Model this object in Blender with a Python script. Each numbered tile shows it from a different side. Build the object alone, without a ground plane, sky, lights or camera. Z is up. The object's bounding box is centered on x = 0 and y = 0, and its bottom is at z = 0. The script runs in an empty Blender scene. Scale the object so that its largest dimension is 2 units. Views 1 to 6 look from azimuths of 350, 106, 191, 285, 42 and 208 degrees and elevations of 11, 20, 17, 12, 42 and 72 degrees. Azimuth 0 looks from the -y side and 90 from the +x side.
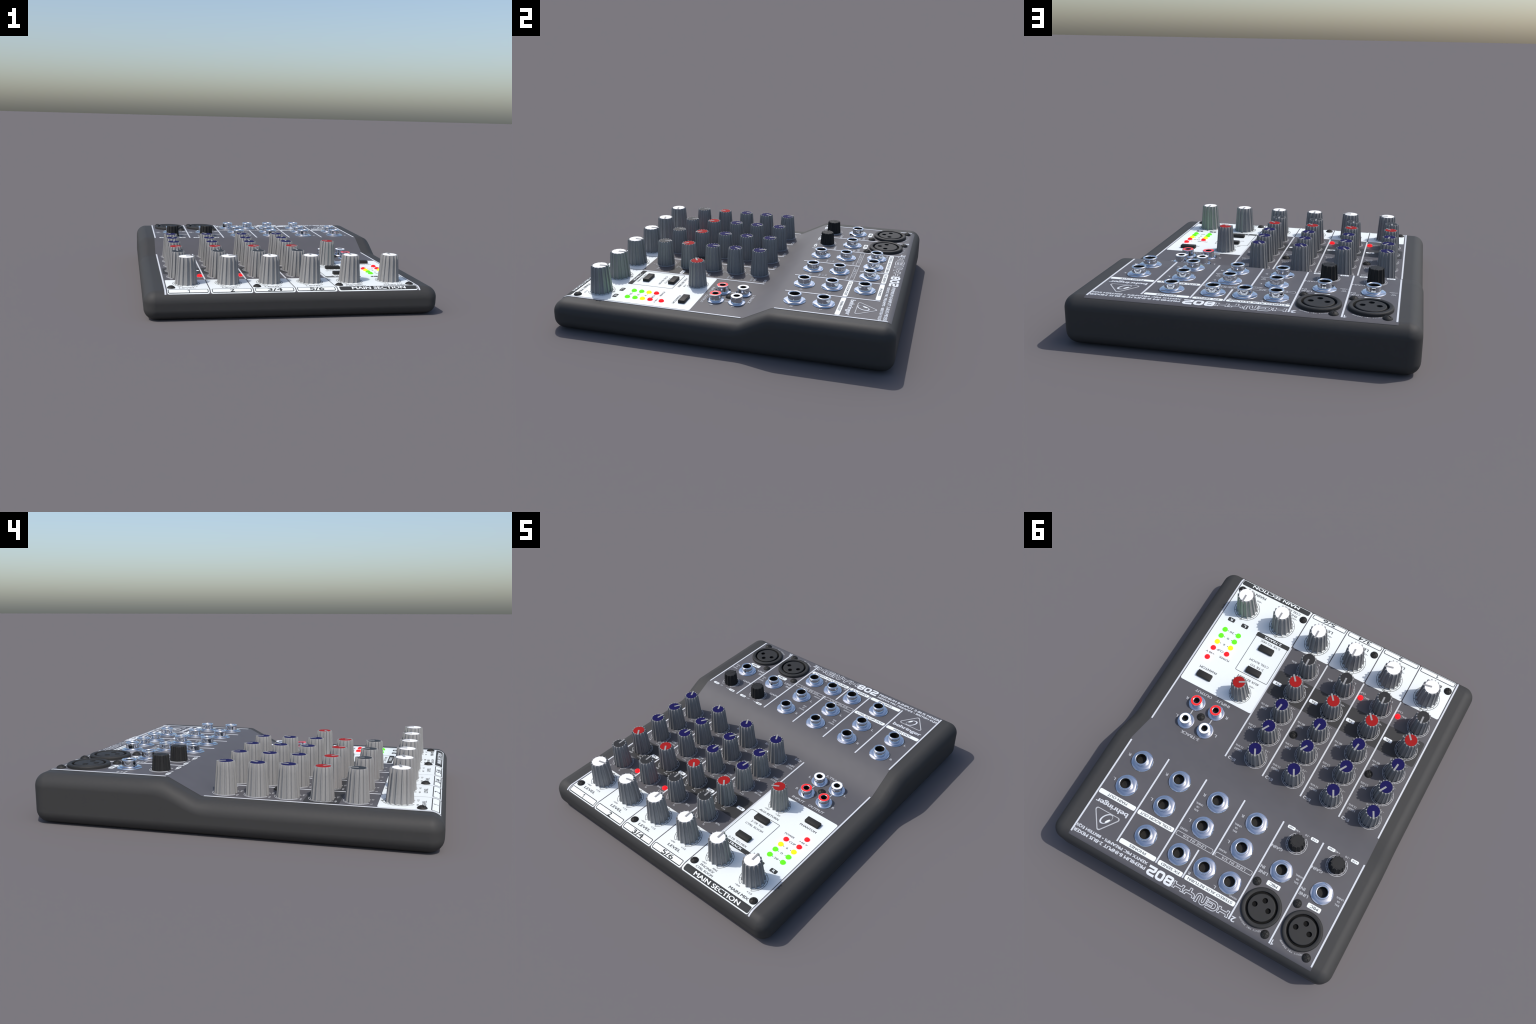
"""Compact eight-channel audio mixing console, built part by part."""
import bpy, bmesh, math
from mathutils import Vector, Matrix

TAU = 2 * math.pi
YAW = 0.0070                     # the console sits turned by 0.4 degrees

# ------------------------------------------------------------------ housing
HALF_X, HALF_Y = 0.8745, 0.9945
R_TOP, R_BOT, R_COR = 0.068, 0.065, 0.070
Z_LOW, Z_HIGH = 0.1682, 0.2536   # front deck and rear deck
RAMP0, RAMP1, SOFT = 0.140, 0.309, 0.006
PANEL_X, PANEL_Y0, PANEL_Y1 = 0.7600, -0.9735, 0.9590


def deck(y, soft=SOFT):
    """Height of the flat deck along y: low front, ramp, high rear."""
    slope = (Z_HIGH - Z_LOW) / (RAMP1 - RAMP0)

    def ramp(t):                 # smoothed max(t, 0)
        if t <= -soft:
            return 0.0
        if t >= soft:
            return t
        return (t + soft) ** 2 / (4 * soft)
    return Z_LOW + slope * (ramp(y - RAMP0) - ramp(y - RAMP1))


def surf(y):
    """Deck height including the rounded front and rear edges."""
    z = deck(y)
    d = abs(y) - (HALF_Y - R_TOP)
    if d > 0:
        z += math.sqrt(max(R_TOP ** 2 - d * d, 0.0)) - R_TOP
    return z


def ramp_stations():
    ys = []
    for c in (RAMP0, RAMP1):
        ys += [c + SOFT * k / 3 for k in range(-3, 4)]
    return sorted(ys)


def skin_stations():
    """Stations of the housing skin: finer, so that the ramp can soften towards the sides."""
    coarse = [0.055 + 0.012 * k for k in range(29)]
    return sorted(ramp_stations() + [y for y in coarse if min(abs(y - r) for r in ramp_stations()) > 0.004])


# ---------------------------------------------------------------- materials
def material(name, color, rough=0.5, metal=0.0, grain=0.0, grain_scale=90.0, bump=0.0,
             emit=0.0, emit_color=None, spec=0.5, coat=0.0):
    m = bpy.data.materials.new(name)
    m.use_nodes = True
    nt = m.node_tree
    b = nt.nodes["Principled BSDF"]
    b.inputs["Base Color"].default_value = (*color, 1)
    b.inputs["Roughness"].default_value = rough
    b.inputs["Metallic"].default_value = metal
    b.inputs["Specular IOR Level"].default_value = spec
    b.inputs["Coat Weight"].default_value = coat
    if grain or bump:
        tc = nt.nodes.new("ShaderNodeTexCoord")
        no = nt.nodes.new("ShaderNodeTexNoise")
        no.inputs["Scale"].default_value = grain_scale
        no.inputs["Detail"].default_value = 4
        nt.links.new(tc.outputs["Object"], no.inputs["Vector"])
        if grain:
            ramp = nt.nodes.new("ShaderNodeValToRGB")
            ramp.color_ramp.elements[0].position = 0.3
            ramp.color_ramp.elements[1].position = 0.7
            ramp.color_ramp.elements[0].color = (*[c * (1 - grain) for c in color], 1)
            ramp.color_ramp.elements[1].color = (*[min(1, c * (1 + grain)) for c in color], 1)
            nt.links.new(no.outputs["Fac"], ramp.inputs["Fac"])
            nt.links.new(ramp.outputs["Color"], b.inputs["Base Color"])
        if bump:
            bp = nt.nodes.new("ShaderNodeBump")
            bp.inputs["Strength"].default_value = bump
            bp.inputs["Distance"].default_value = 0.002
            nt.links.new(no.outputs["Fac"], bp.inputs["Height"])
            nt.links.new(bp.outputs["Normal"], b.inputs["Normal"])
    if emit:
        b.inputs["Emission Color"].default_value = (*(emit_color or color), 1)
        b.inputs["Emission Strength"].default_value = emit
    return m


M_HOUSING = material("housing_plastic", (0.0400, 0.0398, 0.0395), 0.62, grain=0.03, spec=0.25)
M_PANEL = material("panel_paint", (0.0825, 0.0805, 0.0890), 0.55, grain=0.03, grain_scale=14, spec=0.35)
M_BAND = material("dark_band_paint", (0.030, 0.030, 0.031), 0.55, spec=0.35)
M_WHITE_ZONE = material("white_paint", (0.72, 0.765, 0.775), 0.5, grain=0.01, spec=0.3)
M_PRINT = material("white_print", (0.56, 0.585, 0.62), 0.5, spec=0.3)
M_PRINT_SOFT = material("pale_print", (0.40, 0.41, 0.43), 0.5, spec=0.3)
M_BAR = material("bright_print", (0.74, 0.78, 0.80), 0.5, spec=0.3)
M_NUMERAL = material("pale_numeral_print", (0.66, 0.69, 0.72), 0.5, spec=0.2)
M_INK = material("dark_ink", (0.040, 0.042, 0.043), 0.65, spec=0.08)
M_INK_SOFT = material("grey_ink", (0.105, 0.112, 0.112), 0.65, spec=0.08)
M_KNOB = material("grey_knob_plastic", (0.25, 0.25, 0.25), 0.5, spec=0.35, grain=0.02)
M_KNOB_BLACK = material("black_knob_plastic", (0.0165, 0.0165, 0.0168), 0.6, spec=0.25)
M_CAP_WHITE = material("white_cap", (0.88, 0.88, 0.89), 0.4)
M_CAP_BLACK = material("black_cap", (0.021, 0.021, 0.022), 0.5, spec=0.22)
M_CAP_RED = material("red_cap", (0.285, 0.012, 0.012), 0.6, spec=0.06)
M_CAP_BLUE = material("blue_cap", (0.0090, 0.0078, 0.066), 0.6, spec=0.06)
M_CHROME = material("chrome", (0.72, 0.745, 0.79), 0.07, 1.0)
M_BORE = material("dark_bore", (0.011, 0.0105, 0.009), 0.5, spec=0.3)  # colour darkened to give the shallow bores the shade of deep ones
M_HOLE = material("hole_floor", (0.006, 0.006, 0.006), 0.7, spec=0.1)  # near-black paints depth shadow into the shallow trench and pin holes
M_RED_RING = material("red_ring", (0.95, 0.022, 0.018), 0.35)
M_WHITE_RING = material("white_ring", (0.90, 0.90, 0.90), 0.4)
M_RUBBER = material("black_socket_plastic", (0.0235, 0.0235, 0.0235), 0.6, spec=0.25)
M_SCREW = material("black_screw", (0.0185, 0.0185, 0.0180), 0.6, spec=0.25)
M_BUTTON = material("black_button", (0.0190, 0.0188, 0.0185), 0.6, spec=0.25)
M_LED_RED = material("red_light", (0.01, 0.01, 0.01), 0.6, emit=3.0, emit_color=(1.0, 0.0040, 0.0075), spec=0.05)
M_LED_GREEN = material("green_light", (0.01, 0.01, 0.01), 0.6, emit=6.5, emit_color=(0.0245, 1.0, 0.0026), spec=0.05)
M_LED_YELLOW = material("yellow_light", (0.01, 0.01, 0.01), 0.6, emit=3.0, emit_color=(1.0, 1.0, 0.0045), spec=0.05)

# ------------------------------------------------------------------ helpers
scene_col = bpy.context.scene.collection

root = bpy.data.objects.new("audio_mixer", None)
scene_col.objects.link(root)
root.rotation_euler = (0, 0, YAW)
root["label"] = "small dark grey audio mixing console with knobs and jack sockets"
root["category"] = "audio mixer"


def add(name, mesh, parent, loc=(0, 0, 0), rot=0.0):
    ob = bpy.data.objects.new(name, mesh)
    scene_col.objects.link(ob)
    ob.parent = parent
    ob.location = loc
    ob.rotation_euler = (0, 0, rot)
    return ob


def smooth_by_angle(me, deg=35):
    bm = bmesh.new()
    bm.from_mesh(me)
    lim = math.radians(deg)
    for f in bm.faces:
        f.smooth = True
    for e in bm.edges:
        if len(e.link_faces) == 2:
            e.smooth = e.calc_face_angle(0.0) < lim
    bm.to_mesh(me)
    bm.free()


def finish(bm, name, mat, deg=35, smooth=True):
    bmesh.ops.recalc_face_normals(bm, faces=bm.faces)
    me = bpy.data.meshes.new(name)
    bm.to_mesh(me)
    bm.free()
    for m in (mat if isinstance(mat, (list, tuple)) else [mat]):
        me.materials.append(m)
    if smooth:
        smooth_by_angle(me, deg)
    return me


def lathe(name, profile, mat, seg=48, deg=35, radius_of=None):
    """Revolve (r, z) points about z; r == 0 closes the end at a pole."""
    bm = bmesh.new()
    rings = []
    for r, z in profile:
        if r <= 1e-6:
            rings.append([bm.verts.new((0, 0, z))])
        else:
            rings.append([bm.verts.new((r * math.cos(TAU * i / seg), r * math.sin(TAU * i / seg), z)) for i in range(seg)])
    for a, b in zip(rings, rings[1:]):
        for i in range(seg):
            j = (i + 1) % seg
            if len(a) == 1 and len(b) == 1:
                continue
            if len(a) == 1:
                bm.faces.new((a[0], b[i], b[j]))
            elif len(b) == 1:
                bm.faces.new((a[i], a[j], b[0]))
            else:
                bm.faces.new((a[i], a[j], b[j], b[i]))
    return finish(bm, name, mat, deg)


def loft(name, rings, mat, deg=35, cap_start=True, cap_end=True):
    bm = bmesh.new()
    vs = [[bm.verts.new(p) for p in ring] for ring in rings]
    n = len(vs[0])
    for a, b in zip(vs, vs[1:]):
        for i in range(n):
            j = (i + 1) % n
            bm.faces.new((a[i], a[j], b[j], b[i]))
    if cap_start:
        bm.faces.new(vs[0])
    if cap_end:
        bm.faces.new(vs[-1])
    return finish(bm, name, mat, deg)


# --------------------------------------------------- the housing and its panel
def side_outline(inset, top):
    """Right-hand half of the plan outline, front to rear, moved inwards by inset."""
    rc = R_COR - inset
    cx, cy = HALF_X - R_COR, HALF_Y - R_COR
    pts = [(cx + rc * math.sin(a), -cy - rc * math.cos(a)) for a in [math.pi / 2 * k / 10 for k in range(11)]]
    pts += [(HALF_X - inset, y) for y in skin_stations()]
    pts += [(cx + rc * math.cos(a), cy + rc * math.sin(a)) for a in [math.pi / 2 * k / 10 for k in range(11)]]
    return pts


def build_housing():
    bm = bmesh.new()
    levels, tilts = [], []
    for k in range(8):                                   # bottom rounding
        a = math.pi / 2 * k / 7
        levels.append((R_BOT * (1 - math.sin(a)), None, R_BOT * (1 - math.cos(a))))
        tilts.append(a - math.pi / 2)
    for k in range(11):                                  # top rounding
        a = math.pi / 2 * k / 10
        levels.append((R_TOP * (1 - math.cos(a)), R_TOP * (1 - math.sin(a)), None))
        tilts.append(a)
    rings, normals = [], []
    for (inset, drop, zfix), tilt in zip(levels, tilts):
        right = side_outline(inset, True)
        left = [(-x, y) for x, y in reversed(right)]
        ring = []
        for x, y in right + left:
            z = zfix if zfix is not None else deck(y, SOFT + 0.062 * (drop / R_TOP) ** 1.3) - drop
            ring.append(bm.verts.new((x, y, z)))
            # smooth shading normal: outwards in plan, turned up by the rounding, eased along the ramp
            ox = math.copysign(max(abs(x) - (HALF_X - R_COR), 0.0), x)
            oy = math.copysign(max(abs(y) - (HALF_Y - R_COR), 0.0), y)
            out = Vector((ox, oy, 0)).normalized()
            slope = (deck(y + 0.002, 0.115) - deck(y - 0.002, 0.115)) / 0.004
            up = Vector((0, -slope if tilt > 0 else 0.0, 1)).normalized()
            normals.append((out * math.cos(tilt) + up * math.sin(tilt)).normalized())
        rings.append(ring)
    n = len(rings[0])
    for a, b in zip(rings, rings[1:]):
        for i in range(n):
            j = (i + 1) % n
            bm.faces.new((a[i], a[j], b[j], b[i]))
    bm.faces.new(rings[0])
    top, half = rings[-1], n // 2
    for i in range(half - 1):
        bm.faces.new((top[i], top[i + 1], top[n - 2 - i], top[n - 1 - i]))
    me = finish(bm, "housing", M_HOUSING, 180)
    me.normals_split_custom_set_from_vertices(normals)
    return me


housing = add("housing", build_housing(), root)

Y_CUTS = [-0.9735, -0.965, -0.955, -0.945, -0.935, -0.925, 0.925, 0.935, 0.945, 0.9525] + ramp_stations()
LIFT_PANEL, LIFT_ZONE, LIFT_PRINT, LIFT_TOP = 0.0010, 0.0019, 0.0024, 0.0029


def drape(me, lift):
    """Lay a flat slab mesh on the deck: cut it where the deck bends, then raise it."""
    bm = bmesh.new()
    bm.from_mesh(me)
    ys = [v.co.y for v in bm.verts]
    lo, hi = min(ys), max(ys)
    for y in Y_CUTS:
        if lo + 1e-4 < y < hi - 1e-4:
            bmesh.ops.bisect_plane(bm, geom=bm.verts[:] + bm.edges[:] + bm.faces[:], plane_co=(0, y, 0), plane_no=(0, 1, 0), dist=1e-5)
    for v in bm.verts:
        v.co.z += surf(v.co.y) + lift
    bm.to_mesh(me)
    bm.free()
    return me


THICK = 0.0022


def curve_slab(name, loops, mat, lift=None, smooth=False, height=None):
    """Closed flat loops (inner loops become holes) filled and given depth; top at z = 0 before draping."""
    h = height or THICK
    cu = bpy.data.curves.new(name, "CURVE")
    cu.dimensions = "2D"
    cu.fill_mode = "BOTH"
    cu.extrude = h / 2
    for loop in loops:
        sp = cu.splines.new("POLY")
        sp.points.add(len(loop) - 1)
        for p, (x, y) in zip(sp.points, loop):
            p.co = (x, y, 0, 1)
        sp.use_cyclic_u = True
    ob = bpy.data.objects.new(name, cu)
    me = bpy.data.meshes.new_from_object(ob)
    bpy.data.objects.remove(ob)
    bpy.data.curves.remove(cu)
    me.name = name
    me.materials.clear()
    me.materials.append(mat)
    for v in me.vertices:
        v.co.z -= h / 2
    for p in me.polygons:
        p.use_smooth = False
        p.material_index = 0
    if lift is not None:
        drape(me, lift)
    return me


def text_mesh(body, w, h, mat, cx, cy, lift, bold=0.0, slant=0.0):
    cu = bpy.data.curves.new("lettering", "FONT")
    cu.body = body
    cu.size = 1.0
    cu.resolution_u = 3
    cu.extrude = 0.01
    ob = bpy.data.objects.new("lettering", cu)
    me = bpy.data.meshes.new_from_object(ob)
    bpy.data.objects.remove(ob)
    bpy.data.curves.remove(cu)
    me.materials.clear()
    me.materials.append(mat)
    xs = [v.co.x for v in me.vertices]
    ys = [v.co.y for v in me.vertices]
    x0, x1, y0, y1 = min(xs), max(xs), min(ys), max(ys)
    sx, sy = w / (x1 - x0), h / (y1 - y0)
    for v in me.vertices:
        yy = (v.co.y - (y0 + y1) / 2) * sy
        v.co = ((v.co.x - (x0 + x1) / 2) * sx + cx + slant * yy, yy + cy, THICK * (v.co.z - 0.01) / 0.02)
    for p in me.polygons:
        p.use_smooth = False
        p.material_index = 0
    if bold:                       # heavier strokes: a second, slightly shifted and sunken copy
        bm = bmesh.new()
        bm.from_mesh(me)
        shift = h * min(0.065, bold * 4.5)
        for v in bm.verts:
            v.co.x -= shift
        twin = bmesh.ops.duplicate(bm, geom=bm.verts[:] + bm.edges[:] + bm.faces[:])["geom"]
        for v in twin:
            if isinstance(v, bmesh.types.BMVert):
                v.co.x += 2 * shift
                v.co.y += shift * 0.5
                v.co.z -= 0.00012
        bm.to_mesh(me)
        bm.free()
    return drape(me, lift)


def rounded(cx, cy, w, h, r, seg=5, corners=(1, 1, 1, 1)):
    """Rounded rectangle, counter-clockwise from the front right corner."""
    out = []
    for k, (sx, sy) in enumerate(((1, -1), (1, 1), (-1, 1), (-1, -1))):
        rr = r * corners[k]
        if rr < 1e-6:
            out.append((cx + sx * w / 2, cy + sy * h / 2))
            continue
        ox, oy = cx + sx * (w / 2 - rr), cy + sy * (h / 2 - rr)
        a0 = -math.pi / 2 + k * math.pi / 2
        out += [(ox + rr * math.cos(a0 + math.pi / 2 * i / seg), oy + rr * math.sin(a0 + math.pi / 2 * i / seg)) for i in range(seg + 1)]
    return out


def box_loop(x0, x1, y0, y1):
    return [(x0, y0), (x1, y0), (x1, y1), (x0, y1)]


def circle(cx, cy, r, seg=32):
    return [(cx + r * math.cos(TAU * i / seg), cy + r * math.sin(TAU * i / seg)) for i in range(seg)]


def build_panel():
    """Painted sheet following the deck; its two bends are shaded as one soft sweep."""
    ys = sorted(set([round(y, 5) for y in Y_CUTS + [PANEL_Y0, PANEL_Y1] + [-0.16 + 0.02 * k for k in range(39)] if PANEL_Y0 <= y <= PANEL_Y1]))
    ys = [y for i, y in enumerate(ys) if i == 0 or y - ys[i - 1] > 0.002]
    bm = bmesh.new()
    rows = [[bm.verts.new((x, y, surf(y) + LIFT_PANEL)) for x in (-PANEL_X, PANEL_X)] for y in ys]
    for a, b in zip(rows, rows[1:]):
        bm.faces.new((a[0], a[1], b[1], b[0]))
    me = bpy.data.meshes.new("control_panel")
    bm.to_mesh(me)
    bm.free()
    me.materials.append(M_PANEL)
    for p in me.polygons:
        p.use_smooth = True
    normals = []
    for v in me.vertices:
        y = v.co.y
        e = 0.002
        if abs(y) < 0.9:
            slope = (deck(y + e, 0.115) - deck(y - e, 0.115)) / (2 * e)
        else:
            slope = (surf(min(y + e, 0.975)) - surf(max(y - e, -0.975))) / (min(y + e, 0.975) - max(y - e, -0.975))
        normals.append(Vector((0, -slope, 1)).normalized())
    me.normals_split_custom_set_from_vertices(normals)
    return me


panel = add("control_panel", build_panel(), root)


def slab(name, loops, mat, lift=LIFT_PRINT):
    return add(name, curve_slab(name, loops, mat, lift), panel)


def bar(x0, x1, y0, y1, mat=M_PRINT, lift=LIFT_PRINT, name="divider_line"):
    return slab(name, [box_loop(x0, x1, y0, y1)], mat, lift)


def frame(cx, cy, w, h, r, t, mat, lift=LIFT_PRINT, name="label_frame"):
    return slab(name, [rounded(cx, cy, w, h, r), rounded(cx, cy, w - 2 * t, h - 2 * t, max(r - t, 0.001))], mat, lift)


def text(body, cx, cy, w, h, mat=M_PRINT, lift=LIFT_PRINT, bold=0.009, slant=0.0):
    return add("lettering", text_mesh(body, w, h, mat, cx, cy, lift, bold, slant), panel)


def arc_points(cx, cy, r, a0, a1, n=6):
    return [(cx + r * math.cos(math.radians(a0 + (a1 - a0) * i / n)), cy + r * math.sin(math.radians(a0 + (a1 - a0) * i / n))) for i in range(n + 1)]


def stroke_loop(pts, width, trim=0.0, closed=False):
    """Outline of a constant-width line along pts (mitred)."""
    pts = [Vector(p) for p in pts]
    n = len(pts)
    if trim and not closed:
        pts[0] = pts[0] + (pts[1] - pts[0]).normalized() * trim
        pts[-1] = pts[-1] + (pts[-2] - pts[-1]).normalized() * trim
    left, right = [], []
    for i, p in enumerate(pts):
        if closed:
            d0, d1 = (p - pts[i - 1]).normalized(), (pts[(i + 1) % n] - p).normalized()
        else:
            d0 = (p - pts[max(i - 1, 0)]) if i else (pts[1] - p)
            d1 = (pts[min(i + 1, n - 1)] - p) if i < n - 1 else (p - pts[i - 1])
            d0, d1 = d0.normalized(), d1.normalized()
        t = (d0 + d1).normalized()
        nrm = Vector((-t.y, t.x))
        k = width / 2 / max(0.35, nrm.dot(Vector((-d0.y, d0.x))))
        left.append(tuple(p + nrm * k))
        right.append(tuple(p - nrm * k))
    return [left, right] if closed else [left + right[::-1]]


def numeral_one(cx, cy, h, mat):
    """Figure one: a stem with a slanted flag."""
    w = 0.17 * h
    pts = [(cx - 0.34 * h, cy + 0.22 * h), (cx, cy + 0.42 * h), (cx, cy - 0.5 * h)]
    slab("lettering", stroke_loop(pts, w), mat)


LINE = 0.0088
CHANNEL = [-0.6222 + 0.2492 * k for k in range(6)]     # column centres
DIV = [-0.5, -0.25, 0.0, 0.25]                          # column borders

# white zones: four channel feet and the main section
ZONE_Y0, ZONE_Y1 = -0.9715, -0.690
GAP = 0.0032
edges = [-0.7420] + DIV
for k in range(4):
    x0, x1 = edges[k] + (0 if k == 0 else GAP), edges[k + 1] - GAP
    cs = (1, 1, 1, 1)
    slab("white_zone", [rounded((x0 + x1) / 2, (ZONE_Y0 + ZONE_Y1) / 2, x1 - x0, ZONE_Y1 - ZONE_Y0, 0.011, corners=cs)], M_WHITE_ZONE, LIFT_ZONE)
MAIN_X0, MAIN_X1, MAIN_Y1 = 0.25 + GAP, 0.7435, -0.178
slab("white_zone", [rounded((MAIN_X0 + MAIN_X1) / 2, (ZONE_Y0 + MAIN_Y1) / 2, MAIN_X1 - MAIN_X0, MAIN_Y1 - ZONE_Y0, 0.012)], M_WHITE_ZONE, LIFT_ZONE)

# dark band behind the effect knobs
slab("dark_band", [rounded(-0.2505, -0.431, 0.979, 0.170, 0.012)], M_BAND, LIFT_ZONE)

# outer border lines and channel dividers
for s in (-1, 1):
    bx = s * 0.7533
    bar(bx - LINE / 2, bx + LINE / 2, PANEL_Y0 + 0.0006, 0.1305)
    bar(bx - LINE / 2, bx + LINE / 2, 0.3225, 0.9395)
for x in DIV:
    bar(x - LINE / 2, x + LINE / 2, -0.6860 if x < 0.2 else -0.680, 0.127)
for x, y1 in ((0.5, 0.868), (0.25, 0.866), (0.0, 0.679), (-0.25, 0.935), (-0.5, 0.940)):
    bar(x - LINE / 2, x + LINE / 2, 0.322, y1)
bar(0.0803 - LINE / 2, 0.0803 + LINE / 2, 0.691, 0.866)

# ------------------------------------------------- front label boxes and text
for k, word in enumerate(("1", "2", "3/4", "5/6")):
    cx = CHANNEL[k] - 0.002
    frame(cx + 0.000, -0.9480, 0.229, 0.0385, 0.009, 0.0043, M_INK)
    if word == "1":
        numeral_one(cx + 0.006, -0.9500, 0.0245, M_INK)
    else:
        text(word, cx + 0.003, -0.9500, 0.023 if word == "2" else 0.084, 0.0255, M_INK, bold=0.015)
    text("LEVEL", CHANNEL[k] - 0.002, -0.8960, 0.094, 0.0178, M_INK_SOFT, bold=0.015)
slab("label_bar", [rounded(0.5025, -0.9470, 0.478, 0.0400, 0.010)], M_INK)
text("MAIN SECTION", 0.505, -0.9500, 0.330, 0.0235, M_BAR, LIFT_TOP, bold=0.011)
text("PHONES/", 0.375, -0.8870, 0.100, 0.0145, M_INK_SOFT, bold=0.01)
text("CTRL ROOM", 0.375, -0.9110, 0.124, 0.0145, M_INK_SOFT, bold=0.01)
text("MAIN MIX", 0.623, -0.9030, 0.136, 0.0180, M_INK_SOFT, bold=0.014)
for k in range(6):
    text("-oo", CHANNEL[k] - 0.0430, -0.8670, 0.034, 0.0100, M_INK_SOFT)
    text("MAX" if k == 4 else "+15", CHANNEL[k] + 0.0420, -0.8670, 0.034, 0.0115, M_INK_SOFT)

# two-track box
frame(0.3720, -0.5330, 0.222, 0.290, 0.010, 0.0036, M_INK_SOFT)
slab("label_bar", [rounded(0.3720, -0.6665, 0.227, 0.0285, 0.008, corners=(1, 0, 0, 1))], M_INK, LIFT_TOP)
text("2-TRACK", 0.372, -0.6665, 0.118, 0.0150, M_BAR, LIFT_TOP + 0.0005, bold=0.012)
text("2-TR TO MIX", 0.3720, -0.6360, 0.135, 0.0135, M_INK_SOFT, bold=0.008)
text("CTRL ROOM", 0.3725, -0.4930, 0.130, 0.0140, M_INK_SOFT, bold=0.008)
text("2-TR TO", 0.3700, -0.4630, 0.090, 0.0140, M_INK_SOFT, bold=0.008)
text("AUX RETURN", 0.3740, -0.3620, 0.144, 0.0150, M_INK_SOFT, bold=0.01)
text("-oo", 0.333, -0.3320, 0.034, 0.0100, M_INK_SOFT)
text("+20", 0.416, -0.3320, 0.034, 0.0110, M_INK_SOFT)
text("PHANTOM", 0.6210, -0.3040, 0.116, 0.0150, M_INK_SOFT, bold=0.01)
text("POWER", 0.5740, -0.4140, 0.068, 0.0125, M_INK_SOFT)
text("+48 V", 0.6720, -0.4125, 0.058, 0.0110, M_INK_SOFT)
text("CLIP", 0.6235, -0.4510, 0.044, 0.0130, M_INK_SOFT)
for word, y, w in (("6", -0.4980, 0.011), ("0", -0.5460, 0.014), ("20", -0.5940, 0.028)):
    text(word, 0.6235, y, w, 0.0130, M_INK_SOFT, bold=0.01)
    for s in (-1, 1):
        bar(0.6235 + s * 0.026 - 0.004, 0.6235 + s * 0.026 + 0.004, y - 0.002, y + 0.002, M_INK_SOFT, name="scale_dash")
for word, x in (("R", 0.6705), ("L", 0.5755)):
    slab("label_badge", [rounded(x, -0.6715, 0.0460, 0.0270, 0.007)], M_INK)
    text(word, x, -0.6715, 0.015, 0.0145, M_BAR, LIFT_TOP, bold=0.01)

# twin phono section
text("OUTPUT", 0.5630, -0.1535, 0.112, 0.0165, M_PRINT_SOFT, bold=0.012)
text("INPUT", 0.4293, -0.1535, 0.090, 0.0165, M_PRINT_SOFT, bold=0.012)
text("2-TRACK", 0.4970, 0.1170, 0.122, 0.0170, M_PRINT_SOFT, bold=0.012)
for word, x, y in (("R", 0.6360, -0.0838), ("R", 0.3640, -0.0846), ("L", 0.6320, 0.0440), ("L", 0.3650, 0.0457)):
    text(word, x, y, 0.015, 0.0165, M_PRINT_SOFT, bold=0.01)
for x in (0.565, 0.4335):
    bar(x - 0.003, x + 0.003, -0.04, 0.01, M_PRINT_SOFT, name="scale_dash")

# equaliser columns
SMALL_DX = -0.0372
for k in range(4):
    c = CHANNEL[k]
    for word, sub, y in (("HIGH", "12 kHz", 0.0535), ("MID", "2.5 kHz", -0.0980), ("LOW", "80 Hz", -0.2500)):
        text(word, c + 0.0790, y, 0.046 if word == "HIGH" else 0.036, 0.0140, M_PRINT_SOFT, bold=0.012)
        text(sub, c + 0.0830, y - 0.0215, 0.048, 0.0120, M_PRINT_SOFT, bold=0.009)
    text("EQ", c + 0.0840, 0.1190, 0.046, 0.0190, M_PRINT_SOFT, bold=0.016)
    slab("label_badge", [rounded(c + 0.0845, -0.4290, 0.0540, 0.0230, 0.007)], M_BAR)
    text("FX", c + 0.0845, -0.4290, 0.022, 0.0130, M_INK, LIFT_TOP, bold=0.01)
    text("BAL", c + 0.0660, -0.6060, 0.034, 0.0115, M_PRINT_SOFT)
    if k < 2:
        text("CLIP", c + 0.0990, -0.6270, 0.036, 0.0115, M_PRINT_SOFT)
    for y, lo, hi in ((-0.5925, "L", "R"), (-0.4275, "-oo", "+15"), (-0.2620, "-15", "+15"), (-0.1105, "-15", "+15"), (0.0487, "-15", "+15")):
        wide = 0.012 if lo == "L" else 0.030
        text(lo, c + SMALL_DX - 0.0400, y - 0.0680, wide, 0.0105, M_PRINT_SOFT)
        text(hi, c + SMALL_DX + 0.0400, y - 0.0680, wide, 0.0105, M_PRINT_SOFT)

# ------------------------------------------------------------- rear deck print
def title_bar(body, x0, x1, tw, y=0.6660):
    slab("label_bar", [rounded((x0 + x1) / 2, y, x1 - x0, 0.0275, 0.008)], M_BAR)
    text(body, (x0 + x1) / 2, y, tw, 0.0150, M_INK_SOFT, LIFT_TOP, bold=0.008)


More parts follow.
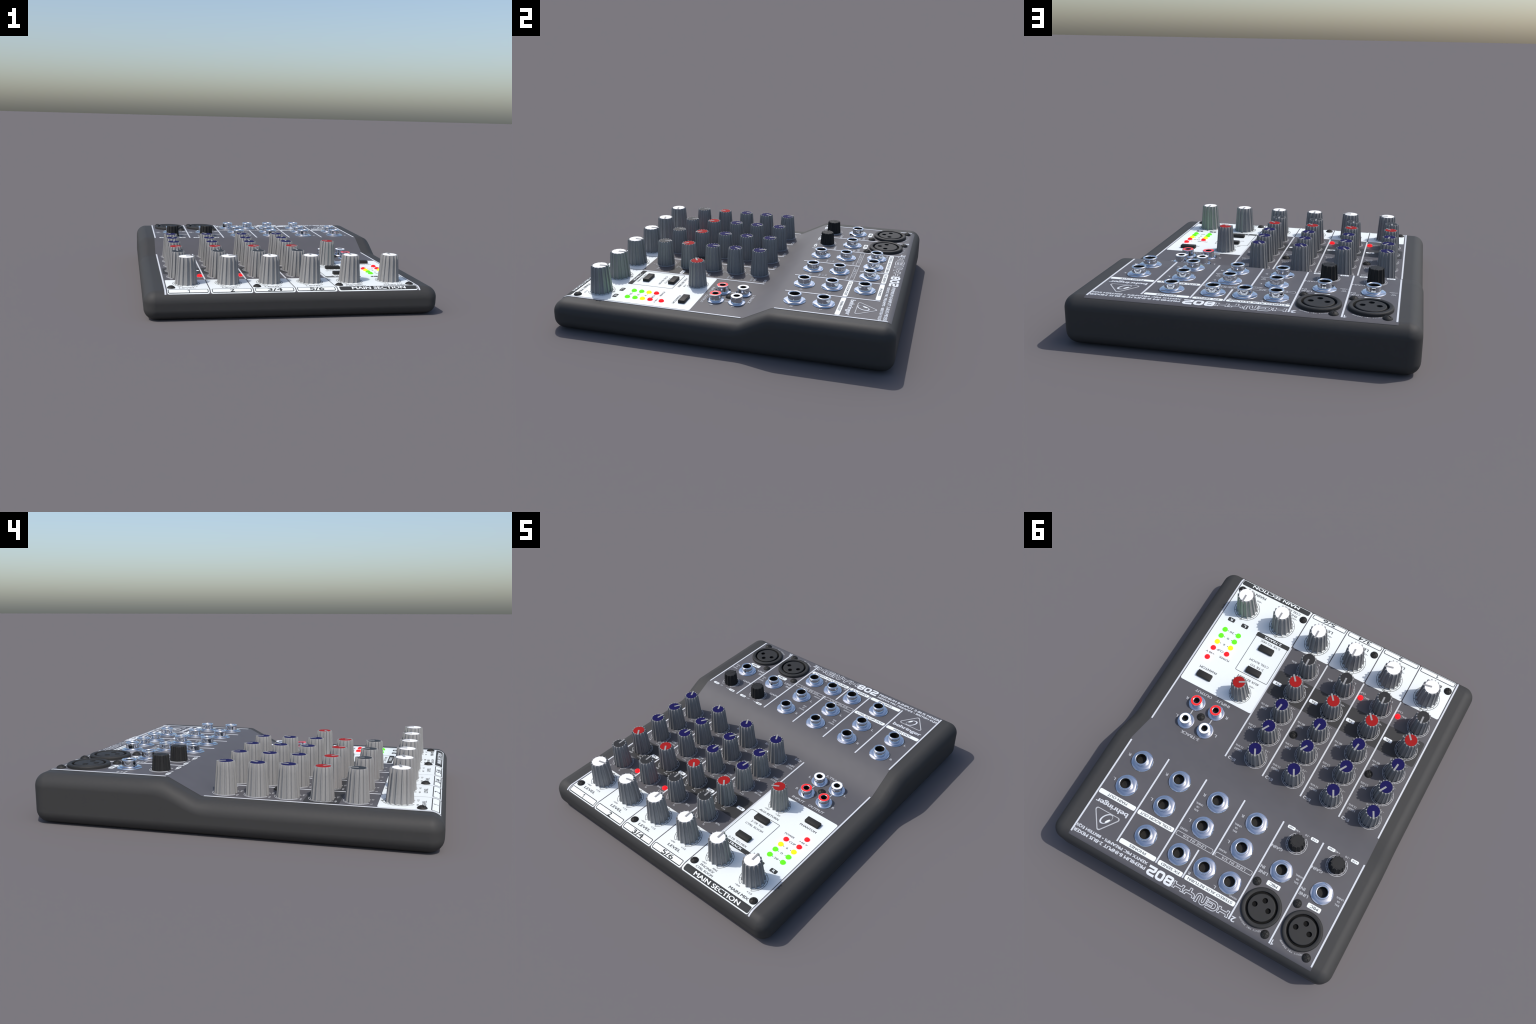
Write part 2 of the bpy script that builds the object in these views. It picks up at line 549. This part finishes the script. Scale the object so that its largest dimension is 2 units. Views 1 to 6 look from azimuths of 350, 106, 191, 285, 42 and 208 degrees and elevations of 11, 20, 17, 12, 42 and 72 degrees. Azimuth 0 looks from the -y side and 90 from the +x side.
title_bar("MAIN OUT", 0.5090, 0.7450, 0.126)
title_bar("CTRL ROOM OUT", 0.2590, 0.4900, 0.200)
title_bar("PHONES", 0.2590, 0.4890, 0.104, 0.8530)
title_bar("FX SEND", 0.0880, 0.2400, 0.114, 0.8540)
title_bar("STEREO AUX RETURN", -0.2415, 0.0700, 0.276, 0.8530)
for body, cx in (("LINE IN 5/6", 0.1250), ("LINE IN 3/4", -0.1240)):
    frame(cx, 0.6640, 0.232, 0.0270, 0.008, 0.0032, M_PRINT_SOFT)
    text(body, cx, 0.6640, 0.145, 0.0140, M_PRINT_SOFT, bold=0.008)
    text("MONO", cx + 0.0880, 0.6310, 0.046, 0.0115, M_PRINT_SOFT)
for x, y, word in [(0.7115, 0.4065, "R"), (0.7095, 0.5710, "L"), (0.4635, 0.4055, "R"), (0.4620, 0.5715, "L"),
                   (0.2145, 0.4060, "R"), (0.2120, 0.5710, "L"), (-0.0345, 0.4060, "R"), (-0.0370, 0.5710, "L"),
                   (0.0610, 0.8258, "R"), (-0.0967, 0.8236, "L")]:
    text(word, x, y, 0.0140, 0.0160, M_PRINT_SOFT, bold=0.01)
text("MONO", -0.2130, 0.8240, 0.046, 0.0105, M_PRINT_SOFT)
for cx, cy in ((0.2115, 0.4845), (-0.0375, 0.4845), (-0.4710, 0.5700), (-0.7205, 0.5700)):
    for word, dy, w in (("BAL", 0.0195, 0.027), ("OR", 0.0, 0.017), ("UNBAL", -0.0195, 0.044)):
        text(word, cx, cy + dy, w, 0.0105, M_PRINT_SOFT)
for k in range(2):
    c = CHANNEL[k]
    text("GAIN", c + 0.0845, 0.4707, 0.066, 0.0165, M_PRINT_SOFT, bold=0.012)
    for dx, word in ((0.0680, "+60"), (-0.0770, "+10")):
        slab("label_badge", [rounded(c + dx, 0.3322, 0.0460, 0.0180, 0.006)], M_BAR)
        text(word, c + dx, 0.3322, 0.028, 0.0100, M_INK_SOFT, LIFT_TOP)
    text("+40", c + 0.0290, 0.3320, 0.028, 0.0115, M_PRINT_SOFT)
    text("-10", c - 0.0310, 0.3310, 0.026, 0.0115, M_PRINT_SOFT)
    text("LINE", c + 0.0850, 0.6268, 0.054, 0.0165, M_PRINT_SOFT, bold=0.012)
    text("IN", c + 0.1010, 0.5995, 0.024, 0.0165, M_PRINT_SOFT, bold=0.012)
    slab("label_badge", [rounded(c + 0.0005, 0.6620, 0.0790, 0.0270, 0.006)], M_BAR)
    text("MIC", c + 0.0005, 0.6620, 0.046, 0.0160, M_INK_SOFT, LIFT_TOP, bold=0.01)
numeral_one(-0.5110, 0.9260, 0.0290, M_PRINT)
text("2", -0.2710, 0.9235, 0.0235, 0.0290, M_PRINT, bold=0.014)
text("PREMIUM 8-INPUT 2-BUS MIXER", 0.5160, 0.9210, 0.464, 0.0190, M_PRINT, bold=0.012)
text("XENYX MIC PREAMPS \u2022 BRITISH EQS", 0.5160, 0.8905, 0.460, 0.0190, M_PRINT, bold=0.012)


# arc lettering behind each microphone socket
def arc_lettering(cx, cy, radius, a0, a1, body, h):
    step = (a1 - a0) / (len(body) - 1)
    bm = bmesh.new()
    for i, ch in enumerate(body):
        if ch == " ":
            continue
        a = a0 + step * i
        me = text_mesh(ch, (0.45 if ch in "I" else 0.85) * radius * abs(step), h, M_PRINT_SOFT, 0, 0, 0)
        z0 = surf(0.0)
        rot = Matrix.Rotation(a - math.pi / 2, 4, "Z")
        for v in me.vertices:
            v.co.z -= z0
            v.co = rot @ v.co + Vector((cx + radius * math.cos(a), cy + radius * math.sin(a), 0))
            v.co.z += surf(v.co.y) + LIFT_PRINT
        bm.from_mesh(me)
        bpy.data.meshes.remove(me)
    me = bpy.data.meshes.new("lettering")
    bm.to_mesh(me)
    bm.free()
    me.materials.append(M_PRINT_SOFT)
    add("lettering", me, panel)


for k in range(2):
    arc_lettering(CHANNEL[k] - 0.001, 0.7980, 0.1240, math.radians(117), math.radians(52), "XENYX MIC PREAMP", 0.0095)


# -------------------------------------------------- stroke-drawn model lettering
def letter_strokes(ch, x0, y0, w, h, sw):
    """Centre lines of one rounded techno letter inside the box, as (points, closed)."""
    a, b = x0 + sw / 2, x0 + w - sw / 2
    lo, hi = y0 + sw / 2, y0 + h - sw / 2
    mid, cx = (lo + hi) / 2, x0 + w / 2
    r = min((b - a) / 2, (hi - lo) / 2) * 0.55
    cup = [(a, hi), (a, hi - 0.12 * h)] + arc_points(a + r, mid + r, r, 180, 270)[1:] + arc_points(b - r, mid + r, r, 270, 360) + [(b, hi - 0.12 * h), (b, hi)]
    bowl = [(x, 2 * mid - y) for x, y in cup]
    if ch == "X":
        return [(cup, False), (bowl, False)]
    if ch == "Y":
        return [(cup, False), ([(cx, mid), (cx, lo - sw / 2)], False)]
    if ch == "E":
        q = (hi - lo) / 2 * 0.9
        outer = [(b + sw / 2, hi)] + arc_points(a + q, hi - q, q, 90, 180) + arc_points(a + q, lo + q, q, 180, 270) + [(b + sw / 2, lo)]
        return [(outer, False), ([(a + 0.35 * w, mid), (b + sw / 2, mid)], False)]
    if ch == "N":
        q = (b - a) / 4
        path = [(a, lo - sw / 2)] + arc_points(a + q, hi - q, q, 180, 0, 8) + arc_points(b - q, lo + q, q, 180, 360, 8) + [(b, hi + sw / 2)]
        return [(path, False)]
    q = (b - a) * 0.30
    ring = lambda y1, y2: (arc_points(b - q, y2 - q, q, 0, 90, 3) + arc_points(a + q, y2 - q, q, 90, 180, 3) + arc_points(a + q, y1 + q, q, 180, 270, 3) + arc_points(b - q, y1 + q, q, 270, 360, 3))
    if ch == "0":
        return [(ring(lo, hi), True)]
    if ch == "8":
        q = (hi - lo) * 0.17
        return [(ring(lo, mid), True), (ring(mid, hi), True)]
    q = (b - a) * 0.27
    two = [(a - sw / 2, hi)] + arc_points(b - q, hi - q, q, 90, 0, 4) + arc_points(b - q, mid + q, q, 0, -90, 4) + arc_points(a + q, mid - q, q, 90, 180, 4) + [(a, lo), (b + sw / 2, lo)]
    return [(two, False)]


def model_lettering():
    y0, h = 0.8880, 0.0550
    x = -0.2390
    for ch, w in zip("XENYX", (0.066, 0.066, 0.066, 0.070, 0.066)):
        for i, (pts, closed) in enumerate(letter_strokes(ch, x, y0, w, h, 0.0155)):
            slab("outline_letter", stroke_loop(pts, 0.0162, 0, closed), M_PRINT, LIFT_PRINT - 0.0006 + 0.0001 * i)
            slab("outline_letter", stroke_loop(pts, 0.0088, 0.0037, closed), M_PANEL, LIFT_PRINT + 0.0003 + 0.0001 * i)
        x += w + 0.0030
    x = 0.1110
    for ch in "802":
        for i, (pts, closed) in enumerate(letter_strokes(ch, x, y0, 0.0490, h, 0.0130)):
            slab("model_numeral", stroke_loop(pts, 0.0130, 0, closed), M_NUMERAL, LIFT_PRINT + 0.0001 * i)
        x += 0.0545


model_lettering()


# maker's mark: rounded triangle with a tilted swirl, and the word below it
def round_polygon(pts, r, seg=6):
    out = []
    n = len(pts)
    for i in range(n):
        p, a, b = Vector(pts[i]), Vector(pts[i - 1]), Vector(pts[(i + 1) % n])
        da, db = (a - p).normalized(), (b - p).normalized()
        half = math.acos(max(-1, min(1, da.dot(db)))) / 2
        c = p + (da + db).normalized() * (r / math.sin(half))
        s, e = p + da * (r / math.tan(half)), p + db * (r / math.tan(half))
        a0, a1 = math.atan2(s.y - c.y, s.x - c.x), math.atan2(e.y - c.y, e.x - c.x)
        while a1 - a0 > math.pi:
            a1 -= TAU
        while a1 - a0 < -math.pi:
            a1 += TAU
        out += [(c.x + r * math.cos(a0 + (a1 - a0) * k / seg), c.y + r * math.sin(a0 + (a1 - a0) * k / seg)) for k in range(seg + 1)]
    return out


tri_c = Vector((0.6280, 0.7900))
tri_pts = [(0.6275, 0.8760), (0.5380, 0.7530), (0.7180, 0.7530)]
tri_in = [tuple(tri_c + (Vector(p) - tri_c) * 0.885) for p in tri_pts]
slab("emblem_frame", [round_polygon(tri_pts, 0.013), round_polygon(tri_in, 0.0095)], M_PRINT_SOFT)


def swirl(cx, cy, a, b, tilt, inner):
    """Crescent between an ellipse and a shifted smaller one."""
    ct, st = math.cos(tilt), math.sin(tilt)

    def ell(ox, oy, p, q):
        return [(cx + (ox + p * math.cos(t)) * ct - (oy + q * math.sin(t)) * st, cy + (ox + p * math.cos(t)) * st + (oy + q * math.sin(t)) * ct) for t in [TAU * i / 40 for i in range(40)]]
    loops = [ell(0, 0, a, b)]
    if inner:
        loops.append(ell(*inner))
    return loops


slab("emblem_swirl", swirl(0.6195, 0.7915, 0.0400, 0.0235, math.radians(54), (-0.0030, 0.0022, 0.0340, 0.0195)), M_PRINT)
slab("emblem_swirl", swirl(0.6062, 0.7992, 0.0165, 0.0052, math.radians(56), None), M_BAR, LIFT_TOP)
text("behringer", 0.6285, 0.7170, 0.2040, 0.0370, M_PRINT, bold=0.010)


# --------------------------------------------------------------- control knobs
def tooth(phase):
    """Ridge profile around a knob: 1 on a ridge, 0 in a groove."""
    t = abs(phase - round(phase))           # distance to the ridge centre, 0..0.5
    if t < 0.07:
        return 1.0
    if t < 0.22:
        s = (t - 0.07) / 0.15
        return 1 - s * s * (3 - 2 * s)
    return 0.0


def knob_body(name, base_r, top_r, groove, height, rim_r, mat, teeth=14, per=14):
    rings = []
    n = teeth * per
    levels = [(0.0, 0.0), (0.25, 0.26), (0.5, 0.53), (0.75, 0.77), (0.965, 0.972)]
    for t, f in levels:
        tip = base_r + (top_r - base_r) * f
        ring = []
        for i in range(n):
            a = TAU * i / n
            g = groove + 0.03 * (1 - t)
            r = tip * (g + (1 - g) * tooth(i / per))
            ring.append((r * math.cos(a), r * math.sin(a), height * t))
        rings.append(ring)
    ring = []
    for i in range(n):                                   # chamfered top edge
        a = TAU * i / n
        r = (top_r - 0.0022) * (groove + (1 - groove) * tooth(i / per))
        ring.append((r * math.cos(a), r * math.sin(a), height))
    rings.append(ring)
    rings.append([(rim_r * math.cos(TAU * i / n), rim_r * math.sin(TAU * i / n), height) for i in range(n)])
    rings.append([(rim_r * math.cos(TAU * i / n), rim_r * math.sin(TAU * i / n), height - 0.003) for i in range(n)])
    return loft(name, rings, mat, 32)


def knob_pointer(name, base_r, top_r, height, width, rise, mat):
    """Raised bar across the top running down one side as a rib (towards +x)."""
    bm = bmesh.new()
    w = width / 2
    prof = [(0.0, height - 0.004), (0.0, height + rise), (top_r + 0.0005, height + rise), (top_r + 0.0012, height - 0.004),
            (base_r + 0.0008, 0.0), (base_r * 0.80, 0.0), (top_r * 0.74, height - 0.02)]
    sides = []
    for s in (-1, 1):
        sides.append([bm.verts.new((x, s * w, z)) for x, z in prof])
    bm.faces.new(sides[0])
    bm.faces.new(sides[1])
    n = len(prof)
    for i in range(n):
        j = (i + 1) % n
        bm.faces.new((sides[0][i], sides[0][j], sides[1][j], sides[1][i]))
    return finish(bm, name, mat, 25, smooth=False)


def knob_cap(name, r, mat, height):
    return lathe(name, [(0, height - 0.003), (r, height - 0.003), (r, height + 0.0004), (r - 0.0010, height + 0.0011), (0, height + 0.0011)], mat, 56, 15)


BIG_H, SMALL_H, GAIN_H = 0.1632, 0.1590, 0.0795
knob_big = knob_body("knob", 0.0662, 0.0532, 0.845, BIG_H, 0.0432, M_KNOB)
point_big = knob_pointer("pointer", 0.0662, 0.0532, BIG_H, 0.0105, 0.0035, M_KNOB)
cap_white = knob_cap("cap", 0.0427, M_CAP_WHITE, BIG_H)
knob_small = knob_body("knob", 0.0574, 0.0456, 0.845, SMALL_H, 0.0364, M_KNOB)
point_small = knob_pointer("pointer", 0.0574, 0.0456, SMALL_H, 0.0100, 0.0022, M_KNOB)
caps = {c: knob_cap("cap", 0.0357, m, SMALL_H) for c, m in (("black", M_CAP_BLACK), ("red", M_CAP_RED), ("blue", M_CAP_BLUE))}
knob_gain = knob_body("knob", 0.0475, 0.0415, 0.88, GAIN_H, 0.030, M_KNOB_BLACK, teeth=12)
point_gain = knob_pointer("pointer", 0.0480, 0.0415, GAIN_H, 0.0060, 0.0012, M_KNOB_BLACK)
cap_gain = knob_cap("cap", 0.0299, M_KNOB_BLACK, GAIN_H - 0.0008)


def scale_ring(name, r_out, r_in, t, gap, ticks, mat, dot=True):
    """Printed dial scale: two arcs closed at the ends, ticks between, open at the front."""
    a0, a1 = -90 + gap, 270 - gap
    n = 60
    bm = bmesh.new()

    def strip(ra, rb, b0, b1, m):
        lo = [bm.verts.new((ra * math.cos(math.radians(b0 + (b1 - b0) * i / m)), ra * math.sin(math.radians(b0 + (b1 - b0) * i / m)), 0)) for i in range(m + 1)]
        hi = [bm.verts.new((rb * math.cos(math.radians(b0 + (b1 - b0) * i / m)), rb * math.sin(math.radians(b0 + (b1 - b0) * i / m)), 0)) for i in range(m + 1)]
        for i in range(m):
            bm.faces.new((lo[i], lo[i + 1], hi[i + 1], hi[i]))
    strip(r_out - t, r_out, a0, a1, n)
    strip(r_in, r_in + t, a0, a1, n)
    da = math.degrees(t / r_out)
    for k in range(ticks):
        c = a0 + (a1 - a0) * k / (ticks - 1)
        c = min(max(c, a0 + da / 2), a1 - da / 2)
        strip(r_in + t, r_out - t, c - da / 2, c + da / 2, 1)
    ext = bmesh.ops.extrude_face_region(bm, geom=bm.faces[:])
    for v in ext["geom"]:
        if isinstance(v, bmesh.types.BMVert):
            v.co.z -= 0.0018
    return finish(bm, name, mat, smooth=False)


ring_big = scale_ring("scale_ring", 0.0800, 0.0665, 0.0026, 30, 11, M_INK_SOFT)
ring_small = scale_ring("scale_ring", 0.0672, 0.0565, 0.0024, 30, 11, M_PRINT_SOFT)
ring_aux = scale_ring("scale_ring", 0.0672, 0.0565, 0.0024, 30, 11, M_INK_SOFT)
ring_gain = scale_ring("scale_ring", 0.0605, 0.0490, 0.0026, 34, 11, M_PRINT_SOFT)


def place_knob(x, y, body, pointer, cap, ring, angle, ring_lift=LIFT_PRINT):
    z = surf(y)
    k = add("knob", body, root, (x, y, z + LIFT_PANEL), math.radians(angle))
    add("pointer", pointer, k)
    add("cap", cap, k)
    add("scale_ring", ring, panel, (x, y, z + ring_lift))


BIG_ANGLE = (12, 14, 92, 92, 91, 92)
for k in range(6):
    place_knob(CHANNEL[k], -0.7842, knob_big, point_big, cap_white, ring_big, BIG_ANGLE[k])
for k in range(4):
    x = CHANNEL[k] + SMALL_DX
    for y, colour, angle in ((-0.5925, "black", 93), (-0.4275, "red", -50), (-0.2620, "blue", 83), (-0.1105, "blue", 60), (0.0487, "blue", 117.5)):
        place_knob(x, y, knob_small, point_small, caps[colour], ring_small, angle)
place_knob(0.3747, -0.2635, knob_small, point_small, caps["red"], ring_aux, -150)
for k, angle in ((0, 75), (1, 170)):
    place_knob(CHANNEL[k], 0.4000, knob_gain, point_gain, cap_gain, ring_gain, angle)
# small zero marks at the top of the level scales
for k in range(6):
    slab("scale_mark", [circle(CHANNEL[k], -0.7842 + 0.0805, 0.0068, 16), circle(CHANNEL[k], -0.7842 + 0.0805, 0.0042, 16)], M_INK_SOFT, LIFT_TOP)

# ----------------------------------------------------------------- jack sockets
JACK_Z = Z_HIGH + LIFT_PANEL


def hex_nut(r_corner, r_flat_top, h):
    """Hexagonal nut with a chamfered crown."""
    n = 48

    def hexr(a, rc):
        t = (a + math.pi / 6) % (math.pi / 3) - math.pi / 6
        return rc * math.cos(math.pi / 6) / math.cos(t)
    def crown(r):
        return h - 0.42 * max(0.0, r - r_flat_top)
    angles = [TAU * i / n for i in range(n)]
    edge_r = [hexr(a, r_corner) for a in angles]
    rings = [[(r * math.cos(a), r * math.sin(a), 0.0) for a, r in zip(angles, edge_r)],
             [(r * math.cos(a), r * math.sin(a), crown(r)) for a, r in zip(angles, edge_r)],
             [(r_flat_top * math.cos(a), r_flat_top * math.sin(a), h) for a in angles],
             [(0.0375 * math.cos(a), 0.0375 * math.sin(a), h + 0.0006) for a in angles]]
    return loft("nut", rings, M_CHROME, 28, cap_start=False, cap_end=False)


jack_washer = lathe("washer", [(0, 0), (0.0630, 0.0), (0.0632, 0.0030), (0.0618, 0.0045), (0.0, 0.0048)], M_CHROME, 56)
jack_nut = hex_nut(0.0622, 0.0500, 0.0125)
lip, JACK_H = 0.0048, 0.0465
bush_prof = [(0.0384, 0.004), (0.0384, 0.022), (0.0384, JACK_H - 0.0115), (0.0384, JACK_H - 0.0108), (0.0392, JACK_H - 0.0085), (0.0394, JACK_H - 0.006)]
bush_prof += [(0.0394 - lip + lip * math.cos(math.pi / 2 * k / 5), JACK_H - lip + lip * math.sin(math.pi / 2 * k / 5)) for k in range(6)]
bush_prof += [(0.0318, JACK_H), (0.0298, JACK_H - 0.0013), (0.0286, JACK_H - 0.0045), (0.0286, JACK_H - 0.0095)]
jack_bush = lathe("bushing", bush_prof, M_CHROME, 56, 40)
jack_bore = lathe("bore", [(0.0288, JACK_H - 0.0085), (0.0284, JACK_H - 0.0089), (0.0280, 0.0060), (0.0, 0.0055)], M_BORE, 40)


def place_jack(x, y, turn):
    z = surf(y) + LIFT_PANEL
    j = add("jack_socket", jack_bush, root, (x, y, z), turn)
    add("washer", jack_washer, j)
    add("nut", jack_nut, j)
    add("bore", jack_bore, j)


JACKS = [(CHANNEL[c] + (0.002 if c > 3 else -0.0005), y) for c in (5, 4, 3, 2) for y in (0.4065, 0.5720)]
JACKS += [(CHANNEL[c], 0.5725) for c in (0, 1)]
JACKS += [(0.3765, 0.7640), (0.1620, 0.7635), (-0.0010, 0.7635), (-0.1600, 0.7640)]
for i, (x, y) in enumerate(JACKS):
    place_jack(x, y, math.radians(12 + 23 * (i * 7 % 5) / 5))

# phono sockets
phono_flange = lathe("flange", [(0, 0), (0.0512, 0.0), (0.0515, 0.0030), (0.0495, 0.0062), (0.0455, 0.0075), (0.0375, 0.0078), (0.0, 0.0078)], M_CHROME, 56)
phono_barrel = lathe("barrel", [(0.0350, 0.006), (0.0350, 0.020), (0.0350, 0.0315), (0.0350, 0.0322), (0.0358, 0.0335), (0.0360, 0.0405), (0.0350, 0.0430), (0.0332, 0.0436), (0.0328, 0.0424),
                                (0.0208, 0.0424), (0.0202, 0.0436), (0.0184, 0.0428), (0.0180, 0.034)], M_CHROME, 56, 40)
phono_bore = lathe("bore", [(0.0182, 0.0350), (0.0178, 0.0346), (0.0175, 0.0090), (0.0, 0.0085)], M_BORE, 40)


def insulator(mat):
    return lathe("ring", [(0.0209, 0.0418), (0.0211, 0.0437), (0.0327, 0.0437), (0.0329, 0.0418)], mat, 56)


ring_mesh = {"red": insulator(M_RED_RING), "white": insulator(M_WHITE_RING)}
for me in {phono_barrel, phono_bore, *ring_mesh.values()}:
    for v in me.vertices:
        v.co.z *= 1.06
for x in (0.4335, 0.5650):
    for y, colour in ((-0.0807, "red"), (0.0490, "white")):
        p = add("phono_socket", phono_barrel, root, (x, y, surf(y) + LIFT_PANEL))
        add("flange", phono_flange, p)
        add("ring", ring_mesh[colour], p)
        add("bore", phono_bore, p)

# ----------------------------------------------------------- microphone sockets
R_RING, R_TRENCH, R_DISC = 0.1100, 0.0868, 0.0755
RING_H, DISC_H = 0.0175, 0.0165
edge = 0.0085
prof = [(R_RING, 0.0), (R_RING, RING_H - edge)]
prof += [(R_RING - edge + edge * math.cos(math.pi / 2 * k / 6), RING_H - edge + edge * math.sin(math.pi / 2 * k / 6)) for k in range(1, 7)]
prof += [(R_TRENCH + 0.004, RING_H), (R_TRENCH + 0.001, RING_H - 0.0015), (R_TRENCH, RING_H - 0.005), (R_TRENCH, 0.0022), (0.0, 0.0022)]
mic_ring = lathe("microphone_socket", prof, M_RUBBER, 72, 30)
PINS = [(0.0410, 0.0), (0.0, -0.0410), (-0.0400, 0.0)]
core_r = R_DISC - 0.0050
mic_insert = curve_slab("insert", [circle(0, 0, core_r, 64)] + [circle(px, py, 0.0150, 24) for px, py in PINS], M_RUBBER, height=0.0095)
for v in mic_insert.vertices:
    v.co.z += DISC_H
mic_rim = lathe("insert_rim", [(core_r, DISC_H - 0.0095), (R_DISC, DISC_H - 0.0095), (R_DISC, DISC_H - 0.0050)]
                + [(core_r + 0.0050 * math.cos(math.pi / 2 * k / 5), DISC_H - 0.0050 + 0.0050 * math.sin(math.pi / 2 * k / 5)) for k in range(1, 6)], M_RUBBER, 64, 50)
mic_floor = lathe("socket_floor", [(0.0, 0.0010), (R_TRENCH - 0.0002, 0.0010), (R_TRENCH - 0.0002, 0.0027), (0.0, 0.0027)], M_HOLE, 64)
pin_hole_shade = lathe("pin_hole_shade", [(0.0, 0.0020), (0.0148, 0.0020), (0.0148, 0.0032), (0.0, 0.0034)], M_HOLE, 24)
for k in range(2):
    m = add("microphone_socket", mic_ring, root, (CHANNEL[k] - 0.0025, 0.7980, JACK_Z))
    add("insert", mic_insert, m)
    add("socket_floor", mic_floor, m)
    add("insert_rim", mic_rim, m)
    for px, py in PINS:
        add("pin_hole_shade", pin_hole_shade, m, (px, py, 0))


# ------------------------------------------------------------------------ screws
def screw_mesh(r, h, slot_w=0.0030, slot_l=0.0185, depth=0.0032):
    """Domed head with two crossed slots, as a fine polar height field."""
    bm = bmesh.new()
    n, m = 96, 22
    sphere = (r * r + h * h) / (2 * h)
    rings = []
    for j in range(m + 1):
        rr = r * (j / m)
        if j == 0:
            rings.append([bm.verts.new((0, 0, h - depth))])
            continue
        ring = []
        for i in range(n):
            a = TAU * i / n
            x, y = rr * math.cos(a), rr * math.sin(a)
            z = math.sqrt(sphere ** 2 - rr * rr) - (sphere - h)
            d = min(abs(x) if abs(y) < slot_l else 1, abs(y) if abs(x) < slot_l else 1)
            cut = max(0.0, min(1.0, (slot_w / 2 + 0.0006 - d) / 0.0012))
            ring.append(bm.verts.new((x, y, max(z - depth * cut * (1.0 if rr < slot_l else 0.0), 0.0) + 0.0025)))
        rings.append(ring)
    rings[0][0].co.z = h - depth + 0.0025
    rings.append([bm.verts.new((r * math.cos(TAU * i / n), r * math.sin(TAU * i / n), 0)) for i in range(n)])
    for a, b in zip(rings, rings[1:]):
        for i in range(n):
            j = (i + 1) % n
            if len(a) == 1:
                bm.faces.new((a[0], b[i], b[j]))
            else:
                bm.faces.new((a[i], b[i], b[j], a[j]))
    return finish(bm, "screw", M_SCREW, 30)


screw = screw_mesh(0.0240, 0.0135)
SCREWS = [(-0.7165, -0.8890, 20), (-0.2177, -0.8890, 140), (0.2790, -0.8890, 65), (0.7180, -0.8920, 35),
          (-0.0350, -0.1850, 2), (-0.5339, -0.1850, 40), (0.5005, -0.0160, 28)]
for k, (t0, t1) in enumerate(((92, 50), (60, 88))):
    SCREWS += [(CHANNEL[k] + 0.0893, 0.6840, t0), (CHANNEL[k] - 0.0867, 0.9100, t1)]
for x, y, t in SCREWS:
    add("screw", screw, root, (x, y, surf(y) + LIFT_PANEL), math.radians(t))


# ------------------------------------------------------------------ push buttons
def button_mesh(w, d, h, c):
    bm = bmesh.new()
    bmesh.ops.create_cube(bm, size=1.0)
    for v in bm.verts:
        v.co = (v.co.x * w, v.co.y * d, (v.co.z + 0.5) * h)
    es = [e for e in bm.edges if not all(v.co.z < 1e-6 for v in e.verts)]
    bmesh.ops.bevel(bm, geom=es, offset=c, segments=2, affect="EDGES", profile=0.5)
    return finish(bm, "push_button", M_BUTTON, 35)


button = button_mesh(0.0955, 0.0410, 0.0190, 0.0042)
for x, y in ((0.3765, -0.5885), (0.3725, -0.4225), (0.6200, -0.2570)):
    add("push_button", button, root, (x, y, surf(y) + LIFT_ZONE))

# --------------------------------------------------------------- indicator lights
LED_R = 0.0162
dome = [(LED_R, 0.0), (LED_R, 0.0020)] + [(LED_R * math.cos(math.pi / 2 * k / 7), 0.0020 + 0.0118 * math.sin(math.pi / 2 * k / 7)) for k in range(1, 7)] + [(0.0, 0.0138)]
led = {c: lathe("indicator_light", dome, m, 28, 60) for c, m in (("red", M_LED_RED), ("green", M_LED_GREEN), ("yellow", M_LED_YELLOW))}
LIGHTS = [(0.6715, -0.3780, "red")]
for x in (0.5765, 0.6710):
    LIGHTS += [(x, -0.4495, "red"), (x, -0.4975, "yellow"), (x, -0.5450, "green"), (x, -0.5935, "green")]
LIGHTS += [(-0.5232, -0.5925, "red"), (-0.2733, -0.5925, "red")]
for x, y, c in LIGHTS:
    add("indicator_light", led[c], root, (x, y, surf(y) + LIFT_PANEL))
